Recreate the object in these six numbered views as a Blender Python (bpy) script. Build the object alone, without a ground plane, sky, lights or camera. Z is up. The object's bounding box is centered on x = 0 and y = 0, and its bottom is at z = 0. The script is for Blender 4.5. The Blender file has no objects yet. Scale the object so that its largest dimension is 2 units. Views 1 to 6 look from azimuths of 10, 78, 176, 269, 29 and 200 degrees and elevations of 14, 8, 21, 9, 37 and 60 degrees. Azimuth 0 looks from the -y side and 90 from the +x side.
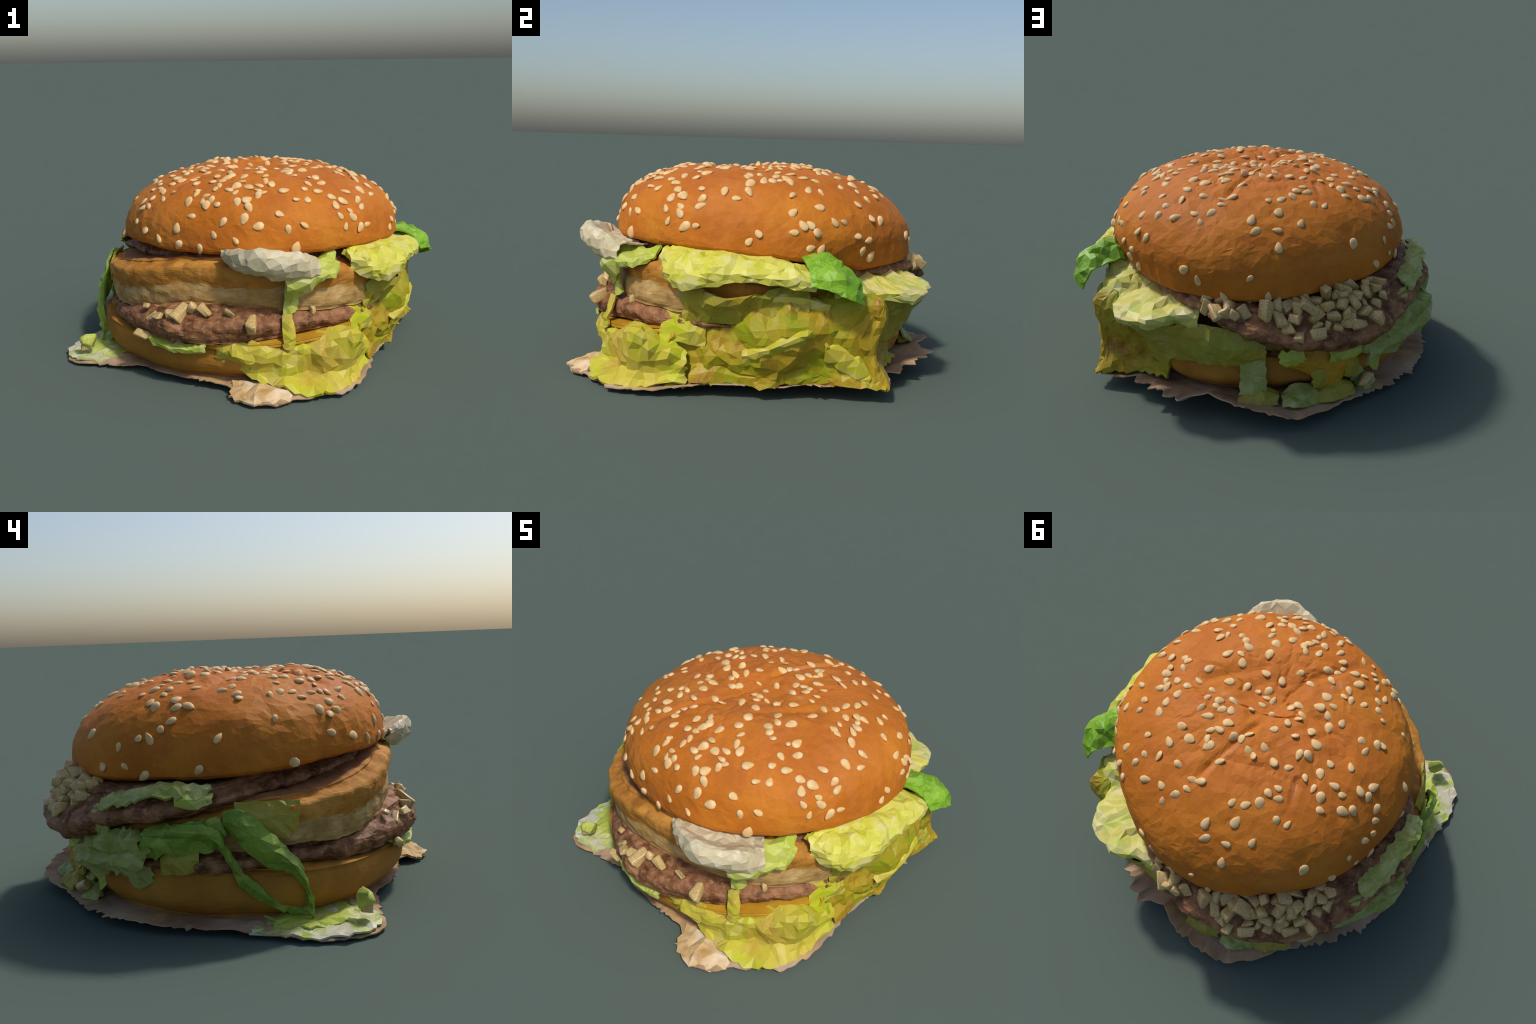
import bpy, bmesh, math, random
import numpy as np
from mathutils import Vector, Matrix, Euler
from mathutils.bvhtree import BVHTree

SEED = 7
random.seed(SEED)
scene_col = bpy.context.scene.collection

# ------------------------------------------------------------------ helpers
_rng = np.random.RandomState(SEED)
_PERM = _rng.permutation(256)
_VAL = _rng.uniform(-1, 1, 256)

def vnoise(p, scale, off=0.0):
    """smooth value noise in [-1,1] at points p (N,3)"""
    q = np.asarray(p, float) * scale + off + 57.3
    i = np.floor(q).astype(int)
    f = q - i
    f = f * f * (3 - 2 * f)
    out = np.zeros(len(q))
    for dx in (0, 1):
        for dy in (0, 1):
            for dz in (0, 1):
                h = _PERM[(_PERM[(_PERM[(i[:, 0] + dx) & 255] + i[:, 1] + dy) & 255] + i[:, 2] + dz) & 255]
                w = (f[:, 0] if dx else 1 - f[:, 0]) * (f[:, 1] if dy else 1 - f[:, 1]) * (f[:, 2] if dz else 1 - f[:, 2])
                out += _VAL[h] * w
    return out

def fbm(p, scale, octaves=3, off=0.0):
    a, s, t = 1.0, scale, 0.0
    out = np.zeros(len(p))
    for k in range(octaves):
        out += a * vnoise(p, s, off + 13.7 * k)
        t += a
        a *= 0.5
        s *= 2.03
    return out / t

def ring(table, smooth=5.0):
    """periodic function of azimuth (degrees, 0 = -y, 90 = +x) from (azimuth, value) pairs"""
    t = sorted(((a % 360), v) for a, v in table)
    xs = np.array([t[-1][0] - 360] + [a for a, _ in t] + [t[0][0] + 360], float)
    ys = np.array([t[-1][1]] + [v for _, v in t] + [t[0][1]], float)
    g = np.arange(720) * 0.5
    y = np.interp(g, xs, ys)
    if smooth > 0:
        k = np.arange(-40, 41) * 0.5
        w = np.exp(-0.5 * (k / smooth) ** 2)
        w /= w.sum()
        y = np.convolve(np.concatenate([y[-40:], y, y[:40]]), w, 'valid')
    return lambda az: np.interp(np.asarray(az) % 360, np.append(g, 360), np.append(y, y[0]))

def pol(az, r, z, c=(0, 0)):
    a = np.radians(az)
    return np.stack([c[0] + r * np.sin(a), c[1] - r * np.cos(a), z + 0 * a], -1)

root = bpy.data.objects.new("hamburger", None)
root.empty_display_size = 0.2
scene_col.objects.link(root)
root["label"] = "double decker hamburger with sesame bun, lettuce and onions"
root["category"] = "hamburger"

def link(ob, parent=None):
    scene_col.objects.link(ob)
    ob.parent = parent or root
    return ob

def mesh_from(name, v, f):
    m = bpy.data.meshes.new(name)
    m.from_pydata([tuple(map(float, p)) for p in v], [], f)
    m.validate()
    m.update()
    return m

def baked(name, m, mats, mods=(), smooth=False, parent=None):
    """apply the listed modifiers and make the part"""
    tmp = bpy.data.objects.new(name + "_tmp", m)
    scene_col.objects.link(tmp)
    for kind, props in mods:
        md = tmp.modifiers.new(kind, kind)
        for k, val in props.items():
            setattr(md, k, val)
    dg = bpy.context.evaluated_depsgraph_get()
    me = bpy.data.meshes.new_from_object(tmp.evaluated_get(dg))
    bpy.data.objects.remove(tmp)
    bpy.data.meshes.remove(m)
    me.name = name
    me.materials.clear()
    for mt in (mats if isinstance(mats, (list, tuple)) else [mats]):
        me.materials.append(mt)
    me.polygons.foreach_set("use_smooth", [smooth] * len(me.polygons))
    me.update()
    ob = bpy.data.objects.new(name, me)
    return link(ob, parent)

def loft(name, levels, seg, mats, sub=6, c=(0, 0), rough=(), decimate=1.0, smooth=False, squash=None, tri=True):
    """body of revolution whose rings vary with azimuth. levels: (r(az), z(az)) from bottom to top;
    the first and last are closed to a centre point."""
    az = np.arange(seg) * 360.0 / seg
    R = np.array([l[0](az) if callable(l[0]) else np.full(seg, l[0]) for l in levels])
    Z = np.array([l[1](az) if callable(l[1]) else np.full(seg, l[1]) for l in levels])
    # Catmull-Rom down the profile
    R, Z = (catmull(A, sub) for A in (R, Z))
    n = len(R)
    P = pol(np.tile(az, n), R.ravel(), Z.ravel(), c)
    bot = np.array([[c[0], c[1], Z[0].mean()]])
    top = np.array([[c[0], c[1], Z[-1].mean()]])
    V = np.concatenate([P, bot, top])
    F = []
    for k in range(n - 1):
        for j in range(seg):
            j2 = (j + 1) % seg
            F.append((k * seg + j, k * seg + j2, (k + 1) * seg + j2, (k + 1) * seg + j))
    b, t = n * seg, n * seg + 1
    for j in range(seg):
        j2 = (j + 1) % seg
        F.append((b, j2, j))
        F.append((t, (n - 1) * seg + j, (n - 1) * seg + j2))
    if rough:
        m = mesh_from(name + "_n", V, F)
        N = np.zeros(len(V) * 3)
        m.vertex_normals.foreach_get("vector", N)
        N = N.reshape(-1, 3)
        bpy.data.meshes.remove(m)
        for fn in rough:
            V = V + N * fn(V)[:, None]
    if squash:
        V = squash(V)
    m = mesh_from(name, V, F)
    mods = [("TRIANGULATE", {})] if tri else []
    if decimate < 1:
        mods.append(("DECIMATE", {"ratio": decimate}))
    return baked(name, m, mats, mods, smooth)

def catmull(A, sub):
    """Catmull-Rom along axis 0"""
    A = np.asarray(A, float)
    n = len(A)
    if n < 3:
        t = np.linspace(0, 1, sub * (n - 1) + 1)
        return np.array([A[0] * (1 - s) + A[1] * s for s in t])
    E = np.concatenate([[2 * A[0] - A[1]], A, [2 * A[-1] - A[-2]]])
    out = []
    for i in range(n - 1):
        p0, p1, p2, p3 = E[i:i + 4]
        for s in np.arange(sub) / sub:
            out.append(0.5 * (2 * p1 + (p2 - p0) * s + (2 * p0 - 5 * p1 + 4 * p2 - p3) * s * s
                              + (3 * p1 - p0 - 3 * p2 + p3) * s ** 3))
    out.append(A[-1])
    return np.array(out)

leaf_no = [0]
def sheet(name, cols, mat, step=0.022, crumple=0.012, fine=0.006, scale=6.0, thick=0.012, decimate=0.45,
          ragged=0.0, offset=0.0, parent=None, fold=0.0):
    """leaf surface through a grid of control points given as polar (azimuth, r, z)"""
    leaf_no[0] += 1
    n = max(len(col) for col in cols)
    G = np.array([[pol(*pt) for pt in col] for col in cols], float)
    lu = np.linalg.norm(np.diff(G, axis=0), axis=2).mean() / step
    lv = np.linalg.norm(np.diff(G, axis=1), axis=2).mean() / step
    su, sv = max(2, int(round(lu))), max(2, int(round(lv)))
    D = catmull(G, su)
    D = np.swapaxes(catmull(np.swapaxes(D, 0, 1), sv), 0, 1)
    nu, nv = D.shape[:2]
    P = D.reshape(-1, 3)
    if ragged:
        # push border vertices in and out along the sheet
        Q = D.copy()
        rr = np.random.RandomState(leaf_no[0])
        for e, i in ((D[0], D[1]), (D[-1], D[-2])):
            pass
        jit = rr.uniform(-1, 1, (nu, nv)) * ragged
        Q[0] += (D[0] - D[2]) / (np.linalg.norm(D[0] - D[2], axis=1, keepdims=True) + 1e-6) * jit[0][:, None]
        Q[-1] += (D[-1] - D[-3]) / (np.linalg.norm(D[-1] - D[-3], axis=1, keepdims=True) + 1e-6) * jit[-1][:, None]
        Q[:, 0] += (D[:, 0] - D[:, 2]) / (np.linalg.norm(D[:, 0] - D[:, 2], axis=1, keepdims=True) + 1e-6) * jit[:, 0][:, None]
        Q[:, -1] += (D[:, -1] - D[:, -3]) / (np.linalg.norm(D[:, -1] - D[:, -3], axis=1, keepdims=True) + 1e-6) * jit[:, -1][:, None]
        P = Q.reshape(-1, 3)
    o = leaf_no[0] * 3.17
    amp = crumple * fbm(P, scale, 3, o) + fine * vnoise(P, scale * 5, o + 5)
    if fold:
        amp = amp + fold * (1 - 3.2 * np.abs(fbm(P * np.array([1, 1, 0.7]), scale * 1.1, 2, o + 9)))
    rad = P.copy(); rad[:, 2] = 0
    rad /= np.linalg.norm(rad, axis=1, keepdims=True) + 1e-6
    du = np.gradient(D, axis=0).reshape(-1, 3); dv = np.gradient(D, axis=1).reshape(-1, 3)
    N = np.cross(du, dv); N /= np.linalg.norm(N, axis=1, keepdims=True) + 1e-9
    s = np.sign((N * (rad + np.array([0, 0, 0.6]))).sum(1).mean()) or 1
    P = P + N * (s * amp)[:, None]
    P = P + np.random.RandomState(leaf_no[0] + 50).uniform(-1, 1, P.shape) * step * 0.18
    P[:, 2] = np.maximum(P[:, 2], .018)
    F = []
    for a in range(nu - 1):
        for b in range(nv - 1):
            q = (a * nv + b, (a + 1) * nv + b, (a + 1) * nv + b + 1, a * nv + b + 1)
            F.append(q if s > 0 else q[::-1])
    m = mesh_from(name, P, F)
    return baked(name, m, mat, [("TRIANGULATE", {}), ("DECIMATE", {"ratio": decimate}),
                                ("SOLIDIFY", {"thickness": thick, "offset": -1.0 if offset == 0 else offset})],
                 False, parent)

# ------------------------------------------------------------------ materials
def nodes_of(name):
    m = bpy.data.materials.new(name)
    m.use_nodes = True
    nt = m.node_tree
    b = nt.nodes["Principled BSDF"]
    tc = nt.nodes.new("ShaderNodeTexCoord")
    return m, nt, b, tc

def tex(nt, tc, scale, detail=4, rough=0.55, dist=0.0, stretch=None, kind="ShaderNodeTexNoise", off=(0, 0, 0)):
    mp = nt.nodes.new("ShaderNodeMapping")
    mp.inputs["Scale"].default_value = stretch or (1, 1, 1)
    mp.inputs["Location"].default_value = off
    nt.links.new(tc.outputs["Object"], mp.inputs["Vector"])
    n = nt.nodes.new(kind)
    nt.links.new(mp.outputs[0], n.inputs["Vector"])
    n.inputs["Scale"].default_value = scale
    if kind == "ShaderNodeTexNoise":
        n.inputs["Detail"].default_value = detail
        n.inputs["Roughness"].default_value = rough
        n.inputs["Distortion"].default_value = dist
        return n.outputs["Fac"]
    return n.outputs["Distance"]

def ramp(nt, fac, stops):
    r = nt.nodes.new("ShaderNodeValToRGB")
    nt.links.new(fac, r.inputs["Fac"])
    el = r.color_ramp.elements
    while len(el) < len(stops):
        el.new(0.5)
    for e, (p, c) in zip(el, stops):
        e.position = p
        e.color = (c, c, c, 1) if isinstance(c, (int, float)) else (*c, 1)
    return r.outputs["Color"]

def mix(nt, fac, a, b):
    n = nt.nodes.new("ShaderNodeMix")
    n.data_type = 'RGBA'
    for s, val in ((n.inputs["Factor"], fac), (n.inputs["A"], a), (n.inputs["B"], b)):
        if hasattr(val, "is_linked") or hasattr(val, "links"):
            nt.links.new(val, s)
        elif isinstance(val, (int, float)):
            s.default_value = val
        else:
            s.default_value = (*val, 1)
    return n.outputs["Result"]

def bump(nt, b, fac, strength, dist=0.01):
    n = nt.nodes.new("ShaderNodeBump")
    n.inputs["Strength"].default_value = strength
    n.inputs["Distance"].default_value = dist
    nt.links.new(fac, n.inputs["Height"])
    nt.links.new(n.outputs[0], b.inputs["Normal"])

SCARS = ((.015, .15, .19, .47, .026), (-.25, .31, -.257, .42, .022), (.28, -.02, .12, .04, .03), (-.2, -.15, -.32, -.3, .03))
def crust_material():
    m, nt, b, tc = nodes_of("toasted_crust")
    n1 = tex(nt, tc, 3.0, 5)
    col = ramp(nt, n1, [(0.3, (0.43, 0.125, 0.012)), (0.5, (0.52, 0.165, 0.016)), (0.72, (0.58, 0.21, 0.022))])
    # redder, more baked skin round the crown of the dome
    sep = nt.nodes.new("ShaderNodeSeparateXYZ")
    nt.links.new(tc.outputs["Object"], sep.inputs[0])
    mr = nt.nodes.new("ShaderNodeMapRange")
    mr.inputs["From Min"].default_value = 0.86
    mr.inputs["From Max"].default_value = 1.03
    nt.links.new(sep.outputs["Z"], mr.inputs["Value"])
    n2 = tex(nt, tc, 4.5, 4, off=(3, 1, 2))
    mm = nt.nodes.new("ShaderNodeMath"); mm.operation = 'MULTIPLY'
    nt.links.new(mr.outputs[0], mm.inputs[0])
    nt.links.new(ramp(nt, n2, [(0.35, 0.1), (0.7, 0.8)]), mm.inputs[1])
    col = mix(nt, mm.outputs[0], col, (0.50, 0.145, 0.032))
    n3 = tex(nt, tc, 2.2, 6, off=(9, 4, 2))
    col = mix(nt, ramp(nt, n3, [(0.58, 0.0), (0.75, 0.35)]), col, (0.60, 0.25, 0.08))
    for (x0, y0, x1, y1, w) in SCARS:
        L = math.hypot(x1 - x0, y1 - y0); ang = math.atan2(y1 - y0, x1 - x0)
        mp = nt.nodes.new("ShaderNodeMapping"); mp.vector_type = 'TEXTURE'
        mp.inputs["Location"].default_value = ((x0 + x1) / 2, (y0 + y1) / 2, 1.0)
        mp.inputs["Rotation"].default_value = (0, 0, ang)
        mp.inputs["Scale"].default_value = (L * .6, w, .12)
        nt.links.new(tc.outputs["Object"], mp.inputs["Vector"])
        g = nt.nodes.new("ShaderNodeTexGradient"); g.gradient_type = 'SPHERICAL'
        nt.links.new(mp.outputs[0], g.inputs["Vector"])
        col = mix(nt, ramp(nt, g.outputs["Fac"], [(0.1, 0.0), (0.7, 0.4)]), col, (0.62, 0.27, 0.12))
    n5 = tex(nt, tc, 9, 5, off=(2, 8, 5))
    col = mix(nt, ramp(nt, n5, [(0.52, 0.0), (0.68, 0.5)]), col, (0.40, 0.115, 0.022))
    n4 = tex(nt, tc, 55, 3)
    col = mix(nt, ramp(nt, n4, [(0.35, 0.22), (0.6, 0.0)]), col, (0.34, 0.10, 0.02))
    nt.links.new(col, b.inputs["Base Color"])
    b.inputs["Roughness"].default_value = 0.6
    b.inputs["Specular IOR Level"].default_value = 0.12
    bump(nt, b, tex(nt, tc, 40, 4), 0.25)
    return m

def grain_material(name, stops, scale=6, spot=None, spot_scale=30, rough=0.75, stretch=None, bump_scale=40, bump_strength=0.3, spec=0.2):
    m, nt, b, tc = nodes_of(name)
    col = ramp(nt, tex(nt, tc, scale, 5, stretch=stretch), stops)
    if spot:
        col = mix(nt, ramp(nt, tex(nt, tc, spot_scale, 4, off=(5, 2, 7)), [(0.5, 0.0), (0.68, 0.75)]), col, spot)
    nt.links.new(col, b.inputs["Base Color"])
    b.inputs["Roughness"].default_value = rough
    b.inputs["Specular IOR Level"].default_value = spec
    if bump_strength:
        bump(nt, b, tex(nt, tc, bump_scale, 4), bump_strength)
    return m

def leaf_material(name, base, alt, pale, alt_cut=0.5, pale_cut=0.6, scale=4.0, brown=None, rough=0.45, trans=0.12, off=0.0):
    m, nt, b, tc = nodes_of(name)
    f1 = tex(nt, tc, scale, 4, off=(off, off * 2, 1))
    col = mix(nt, ramp(nt, f1, [(alt_cut - 0.08, 0.0), (alt_cut + 0.1, 1.0)]), base, alt)
    f2 = tex(nt, tc, scale * 1.7, 5, off=(off + 4, 2, off), dist=0.4)
    col = mix(nt, ramp(nt, f2, [(pale_cut - 0.06, 0.0), (pale_cut + 0.12, 0.9)]), col, pale)
    if brown:
        f3 = tex(nt, tc, scale * 0.9, 4, off=(off + 8, 6, 3))
        col = mix(nt, ramp(nt, f3, [(0.56, 0.0), (0.66, 0.9)]), col, brown)
    # thin veins
    f4 = tex(nt, tc, scale * 2.0, 3, stretch=(1, 1, 2.5), off=(off, 7, 1), dist=1.5)
    col = mix(nt, ramp(nt, f4, [(0.47, 0.0), (0.5, 0.5), (0.53, 0.0)]), col, pale)
    nt.links.new(col, b.inputs["Base Color"])
    b.inputs["Roughness"].default_value = rough
    b.inputs["Specular IOR Level"].default_value = 0.3
    bump(nt, b, tex(nt, tc, 28, 3), 0.2)
    tr = nt.nodes.new("ShaderNodeBsdfTranslucent")
    nt.links.new(col, tr.inputs["Color"])
    ms = nt.nodes.new("ShaderNodeMixShader")
    ms.inputs[0].default_value = trans
    out = nt.nodes["Material Output"]
    nt.links.new(b.outputs[0], ms.inputs[1])
    nt.links.new(tr.outputs[0], ms.inputs[2])
    nt.links.new(ms.outputs[0], out.inputs["Surface"])
    return m

MAT_CRUST = crust_material()
MAT_CLUB = grain_material("slice_crust", [(0.3, (0.33, 0.13, 0.018)), (0.5, (0.46, 0.20, 0.03)), (0.72, (0.60, 0.29, 0.06))], 6, spot=(0.30, 0.11, 0.02), spot_scale=14)
MAT_CRUMB = grain_material("bread_crumb", [(0.3, (0.33, 0.19, 0.05)), (0.5, (0.45, 0.28, 0.10)), (0.72, (0.58, 0.41, 0.18))], 9, spot=(0.28, 0.15, 0.05), spot_scale=16, stretch=(1, 1, 2.5))
MAT_TOAST = grain_material("toasted_cut_face", [(0.3, (0.20, 0.08, 0.03)), (0.7, (0.42, 0.19, 0.08))], 8)
MAT_HEEL = grain_material("heel_crust", [(0.3, (0.30, 0.13, 0.018)), (0.55, (0.42, 0.19, 0.025)), (0.8, (0.50, 0.25, 0.05))], 4)
MAT_PATTY = grain_material("grilled_beef", [(0.33, (0.085, 0.032, 0.012)), (0.5, (0.21, 0.09, 0.038)), (0.68, (0.36, 0.17, 0.075))], 13,
                           spot=(0.39, 0.20, 0.10), spot_scale=34, rough=0.55, bump_scale=30, bump_strength=0.6)
MAT_CHEESE = grain_material("melted_cheese", [(0.3, (0.42, 0.20, 0.015)), (0.7, (0.58, 0.34, 0.03))], 4, rough=0.4, bump_strength=0.1)
MAT_ONION = grain_material("raw_onion", [(0.3, (0.40, 0.24, 0.06)), (0.5, (0.53, 0.37, 0.15)), (0.75, (0.64, 0.51, 0.27))], 9, rough=0.35, bump_scale=18, bump_strength=0.08, spec=0.4)
MAT_SEED = grain_material("sesame_hull", [(0.3, (0.62, 0.36, 0.12)), (0.55, (0.74, 0.51, 0.25)), (0.8, (0.80, 0.62, 0.38))], 20, rough=0.5, bump_strength=0.0)
MAT_PAPER = grain_material("greasy_paper", [(0.3, (0.27, 0.145, 0.065)), (0.5, (0.38, 0.25, 0.16)), (0.75, (0.52, 0.39, 0.29))], 3.5,
                           spot=(0.56, 0.36, 0.14), spot_scale=7, bump_scale=18, bump_strength=0.25)
MAT_PALE_PAPER = grain_material("pale_paper", [(0.32, (0.44, 0.24, 0.06)), (0.5, (0.58, 0.40, 0.20)), (0.7, (0.74, 0.64, 0.50))], 7, bump_scale=18, bump_strength=0.25)

L_WALL = leaf_material("wilted_lettuce", (0.43, 0.295, 0.016), (0.30, 0.335, 0.009), (0.52, 0.39, 0.06), 0.52, 0.64, 4.2, brown=(0.36, 0.15, 0.02), off=2)
L_FRONT = leaf_material("yellow_lettuce", (0.55, 0.46, 0.045), (0.49, 0.53, 0.014), (0.60, 0.51, 0.14), 0.55, 0.6, 5.0, brown=(0.50, 0.34, 0.05), off=5)
L_FLAP = leaf_material("bright_lettuce", (0.62, 0.60, 0.05), (0.66, 0.62, 0.10), (0.74, 0.69, 0.28), 0.5, 0.57, 6.0, off=1)
L_LIME = leaf_material("lime_lettuce", (0.44, 0.52, 0.05), (0.52, 0.58, 0.10), (0.66, 0.66, 0.28), 0.5, 0.58, 6.0, off=3)
L_CREAM = leaf_material("cream_lettuce", (0.66, 0.57, 0.36), (0.54, 0.45, 0.26), (0.74, 0.67, 0.48), 0.57, 0.56, 8.0, off=7)
L_GREEN = leaf_material("green_lettuce", (0.16, 0.36, 0.015), (0.24, 0.46, 0.03), (0.40, 0.58, 0.10), 0.5, 0.66, 5.0, off=4)
L_LEAFGREEN = leaf_material("leafy_lettuce", (0.17, 0.27, 0.03), (0.24, 0.36, 0.04), (0.42, 0.50, 0.10), 0.5, 0.62, 5.0, off=6)
L_PALE = leaf_material("pale_lettuce", (0.36, 0.38, 0.10), (0.30, 0.34, 0.06), (0.50, 0.52, 0.22), 0.5, 0.56, 5.0, off=9)
L_OLIVE = leaf_material("olive_lettuce", (0.40, 0.31, 0.03), (0.34, 0.34, 0.04), (0.46, 0.40, 0.10), 0.5, 0.6, 4.0, off=11)
L_WHITE = leaf_material("whitish_lettuce", (0.62, 0.58, 0.42), (0.44, 0.52, 0.10), (0.74, 0.70, 0.58), 0.52, 0.58, 6.0, off=15)
L_TRAY = leaf_material("mottled_lettuce", (0.66, 0.60, 0.12), (0.50, 0.56, 0.10), (0.72, 0.62, 0.36), 0.55, 0.56, 6.0, off=13)

# ------------------------------------------------------------------ bun heel
heel_bz = ring([(0, .05), (40, .045), (90, .06), (135, .07), (170, .085), (195, .08), (211, .055), (245, .04), (300, .03), (335, .045)])
heel_tz = ring([(0, .225), (30, .25), (60, .27), (90, .28), (140, .25), (175, .295), (192, .25), (212, .262), (245, .268), (280, .24), (306, .23), (330, .235)])
heel_r = ring([(0, .80), (35, .79), (55, .74), (90, .73), (130, .74), (145, .775), (175, .785), (200, .785), (230, .81), (250, .825), (285, .852), (302, .842), (330, .815), (345, .81)])
def sc(f, k, d=0.0):
    return lambda a: f(a) * k + d
def lerp(f, g, t, d=0.0):
    return lambda a: f(a) * (1 - t) + g(a) * t + d
bumps = lambda amp, s, off: (lambda V: amp * fbm(V, s, 3, off))
heel = loft("bun_heel", [(sc(heel_r, .3), sc(heel_bz, 1)), (sc(heel_r, .84), heel_bz), (sc(heel_r, .91), lerp(heel_bz, heel_tz, .06)),
                         (sc(heel_r, .985), lerp(heel_bz, heel_tz, .35)), (heel_r, lerp(heel_bz, heel_tz, .7)),
                         (sc(heel_r, .985), lerp(heel_bz, heel_tz, .96)), (sc(heel_r, .93), lerp(heel_bz, heel_tz, 1.02)), (sc(heel_r, .3), heel_tz)],
            150, MAT_HEEL, 4, rough=[bumps(.014, 4, 1), bumps(.005, 18, 2)], decimate=.5)

# ------------------------------------------------------------------ lower patty
def patty(name, r, tz, bz, off, dec=.6):
    return loft(name, [(sc(r, .3), bz), (sc(r, .90), bz), (sc(r, .975), lerp(bz, tz, .15)), (r, lerp(bz, tz, .45)),
                       (sc(r, .985), lerp(bz, tz, .75)), (sc(r, .93), lerp(bz, tz, .98)), (sc(r, .85), lerp(tz, tz, 0, .03)), (sc(r, .3), lerp(tz, tz, 0, .03))],
                170, MAT_PATTY, 4, rough=[bumps(.020, 5, off), bumps(.018, 14, off + 1), bumps(.008, 38, off + 2)], decimate=dec)

lp_r = ring([(0, .85), (12, .825), (25, .81), (45, .80), (60, .79), (90, .76), (140, .74), (180, .77), (225, .82), (245, .86), (265, .855), (285, .81), (305, .805), (322, .83), (342, .88), (352, .87)])
lp_t = ring([(0, .40), (25, .40), (46, .39), (60, .375), (90, .35), (140, .32), (180, .31), (230, .31), (287, .32), (315, .34), (330, .38), (350, .395)])
lp_b = ring([(0, .245), (12, .27), (25, .295), (46, .305), (60, .31), (90, .28), (140, .25), (180, .25), (230, .25), (290, .245), (315, .24), (335, .25)])
patty("beef_patty", lp_r, lp_t, lp_b, 3)

# ------------------------------------------------------------------ middle bun slice (crust band above, crumb below)
cl_r = ring([(0, .755), (18, .77), (32, .805), (50, .805), (62, .815), (75, .825), (90, .78), (140, .74), (180, .74), (225, .80), (255, .81), (285, .82), (300, .815), (318, .79), (338, .755)])
cl_t = ring([(0, .64), (22, .63), (49, .60), (66, .57), (90, .53), (120, .46), (150, .42), (180, .36), (210, .36), (240, .44), (268, .50), (287, .52), (299, .535), (312, .555), (330, .595), (341, .63)])
cl_b = ring([(0, .425), (21, .405), (32, .40), (54, .381), (70, .38), (90, .37), (140, .31), (180, .29), (230, .30), (270, .33), (284, .34), (307, .33), (322, .355), (340, .425)])
club = loft("bun_slice", [(sc(cl_r, .3), cl_b), (sc(cl_r, .90), lerp(cl_b, cl_t, -.02)), (sc(cl_r, .975), lerp(cl_b, cl_t, .05)), (sc(cl_r, .99), lerp(cl_b, cl_t, .3)),
                          (sc(cl_r, .985), lerp(cl_b, cl_t, .5)), (sc(cl_r, 1.0), lerp(cl_b, cl_t, .7)), (sc(cl_r, 1.0), lerp(cl_b, cl_t, .9)),
                          (sc(cl_r, .97), lerp(cl_b, cl_t, .985)), (sc(cl_r, .92), lerp(cl_b, cl_t, 1.03)), (sc(cl_r, .85), lerp(cl_b, cl_t, 1.12)), (sc(cl_r, .3), lerp(cl_t, cl_t, 0, .02))],
            160, [MAT_CLUB, MAT_CRUMB, MAT_TOAST], 4, rough=[bumps(.016, 5, 21), bumps(.011, 18, 22)], decimate=.6)
def band_faces(ob, fn):
    me = ob.data
    c = np.zeros(len(me.polygons) * 3); nn = np.zeros(len(me.polygons) * 3)
    me.polygons.foreach_get("center", c); me.polygons.foreach_get("normal", nn)
    me.polygons.foreach_set("material_index", fn(c.reshape(-1, 3), nn.reshape(-1, 3)).astype(int).tolist())
    me.update()
def club_bands(c, n):
    az = np.degrees(np.arctan2(c[:, 0], -c[:, 1])); r = np.hypot(c[:, 0], c[:, 1])
    t = (c[:, 2] - cl_b(az)) / (cl_t(az) - cl_b(az)) + 0.10 * fbm(c, 7, 2, 4)
    return np.where((r < cl_r(az) * .90 + .02 * vnoise(c, 9)) & (t > .8), 2, np.where(t < .50, 1, 0))
band_faces(club, club_bands)

# ------------------------------------------------------------------ upper patty, drooping at the back
up_r = ring([(0, .68), (30, .69), (60, .72), (90, .74), (115, .70), (135, .72), (150, .81), (157, .855), (165, .89), (175, .925), (190, .955), (205, .945), (222, .925), (236, .905),
             (250, .89), (260, .865), (268, .77), (280, .67), (300, .63), (330, .64)])
up_t = ring([(0, .67), (40, .665), (70, .65), (100, .62), (130, .59), (155, .59), (165, .54), (175, .49), (190, .455), (205, .455), (222, .495), (234, .525), (250, .545), (262, .555), (275, .575), (300, .61), (330, .65)])
up_b = ring([(0, .60), (40, .60), (70, .58), (100, .55), (130, .50), (155, .51), (165, .465), (175, .415), (190, .355), (205, .33), (222, .365), (230, .42), (241, .45), (252, .475), (262, .50), (275, .535), (300, .56), (330, .59)])
up_in = ring([(0, .70), (90, .655), (140, .60), (180, .585), (200, .60), (218, .605), (250, .605), (300, .65)])
up = loft("beef_patty", [(sc(up_r, .3), lerp(up_in, up_in, 0, -.1)), (sc(up_r, .72), lerp(up_b, up_in, .45, -.05)), (sc(up_r, .90), up_b), (sc(up_r, .97), lerp(up_b, up_t, .15)), (up_r, lerp(up_b, up_t, .45)),
                         (sc(up_r, .985), lerp(up_b, up_t, .75)), (sc(up_r, .95), lerp(up_b, up_t, 1.0)), (sc(up_r, .90), lerp(up_t, up_in, .35)), (sc(up_r, .84), lerp(up_t, up_in, .7)), (sc(up_r, .3), up_in)],
          180, MAT_PATTY, 4, rough=[bumps(.018, 5, 31), bumps(.018, 14, 32), bumps(.008, 38, 33)], decimate=.6)

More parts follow.
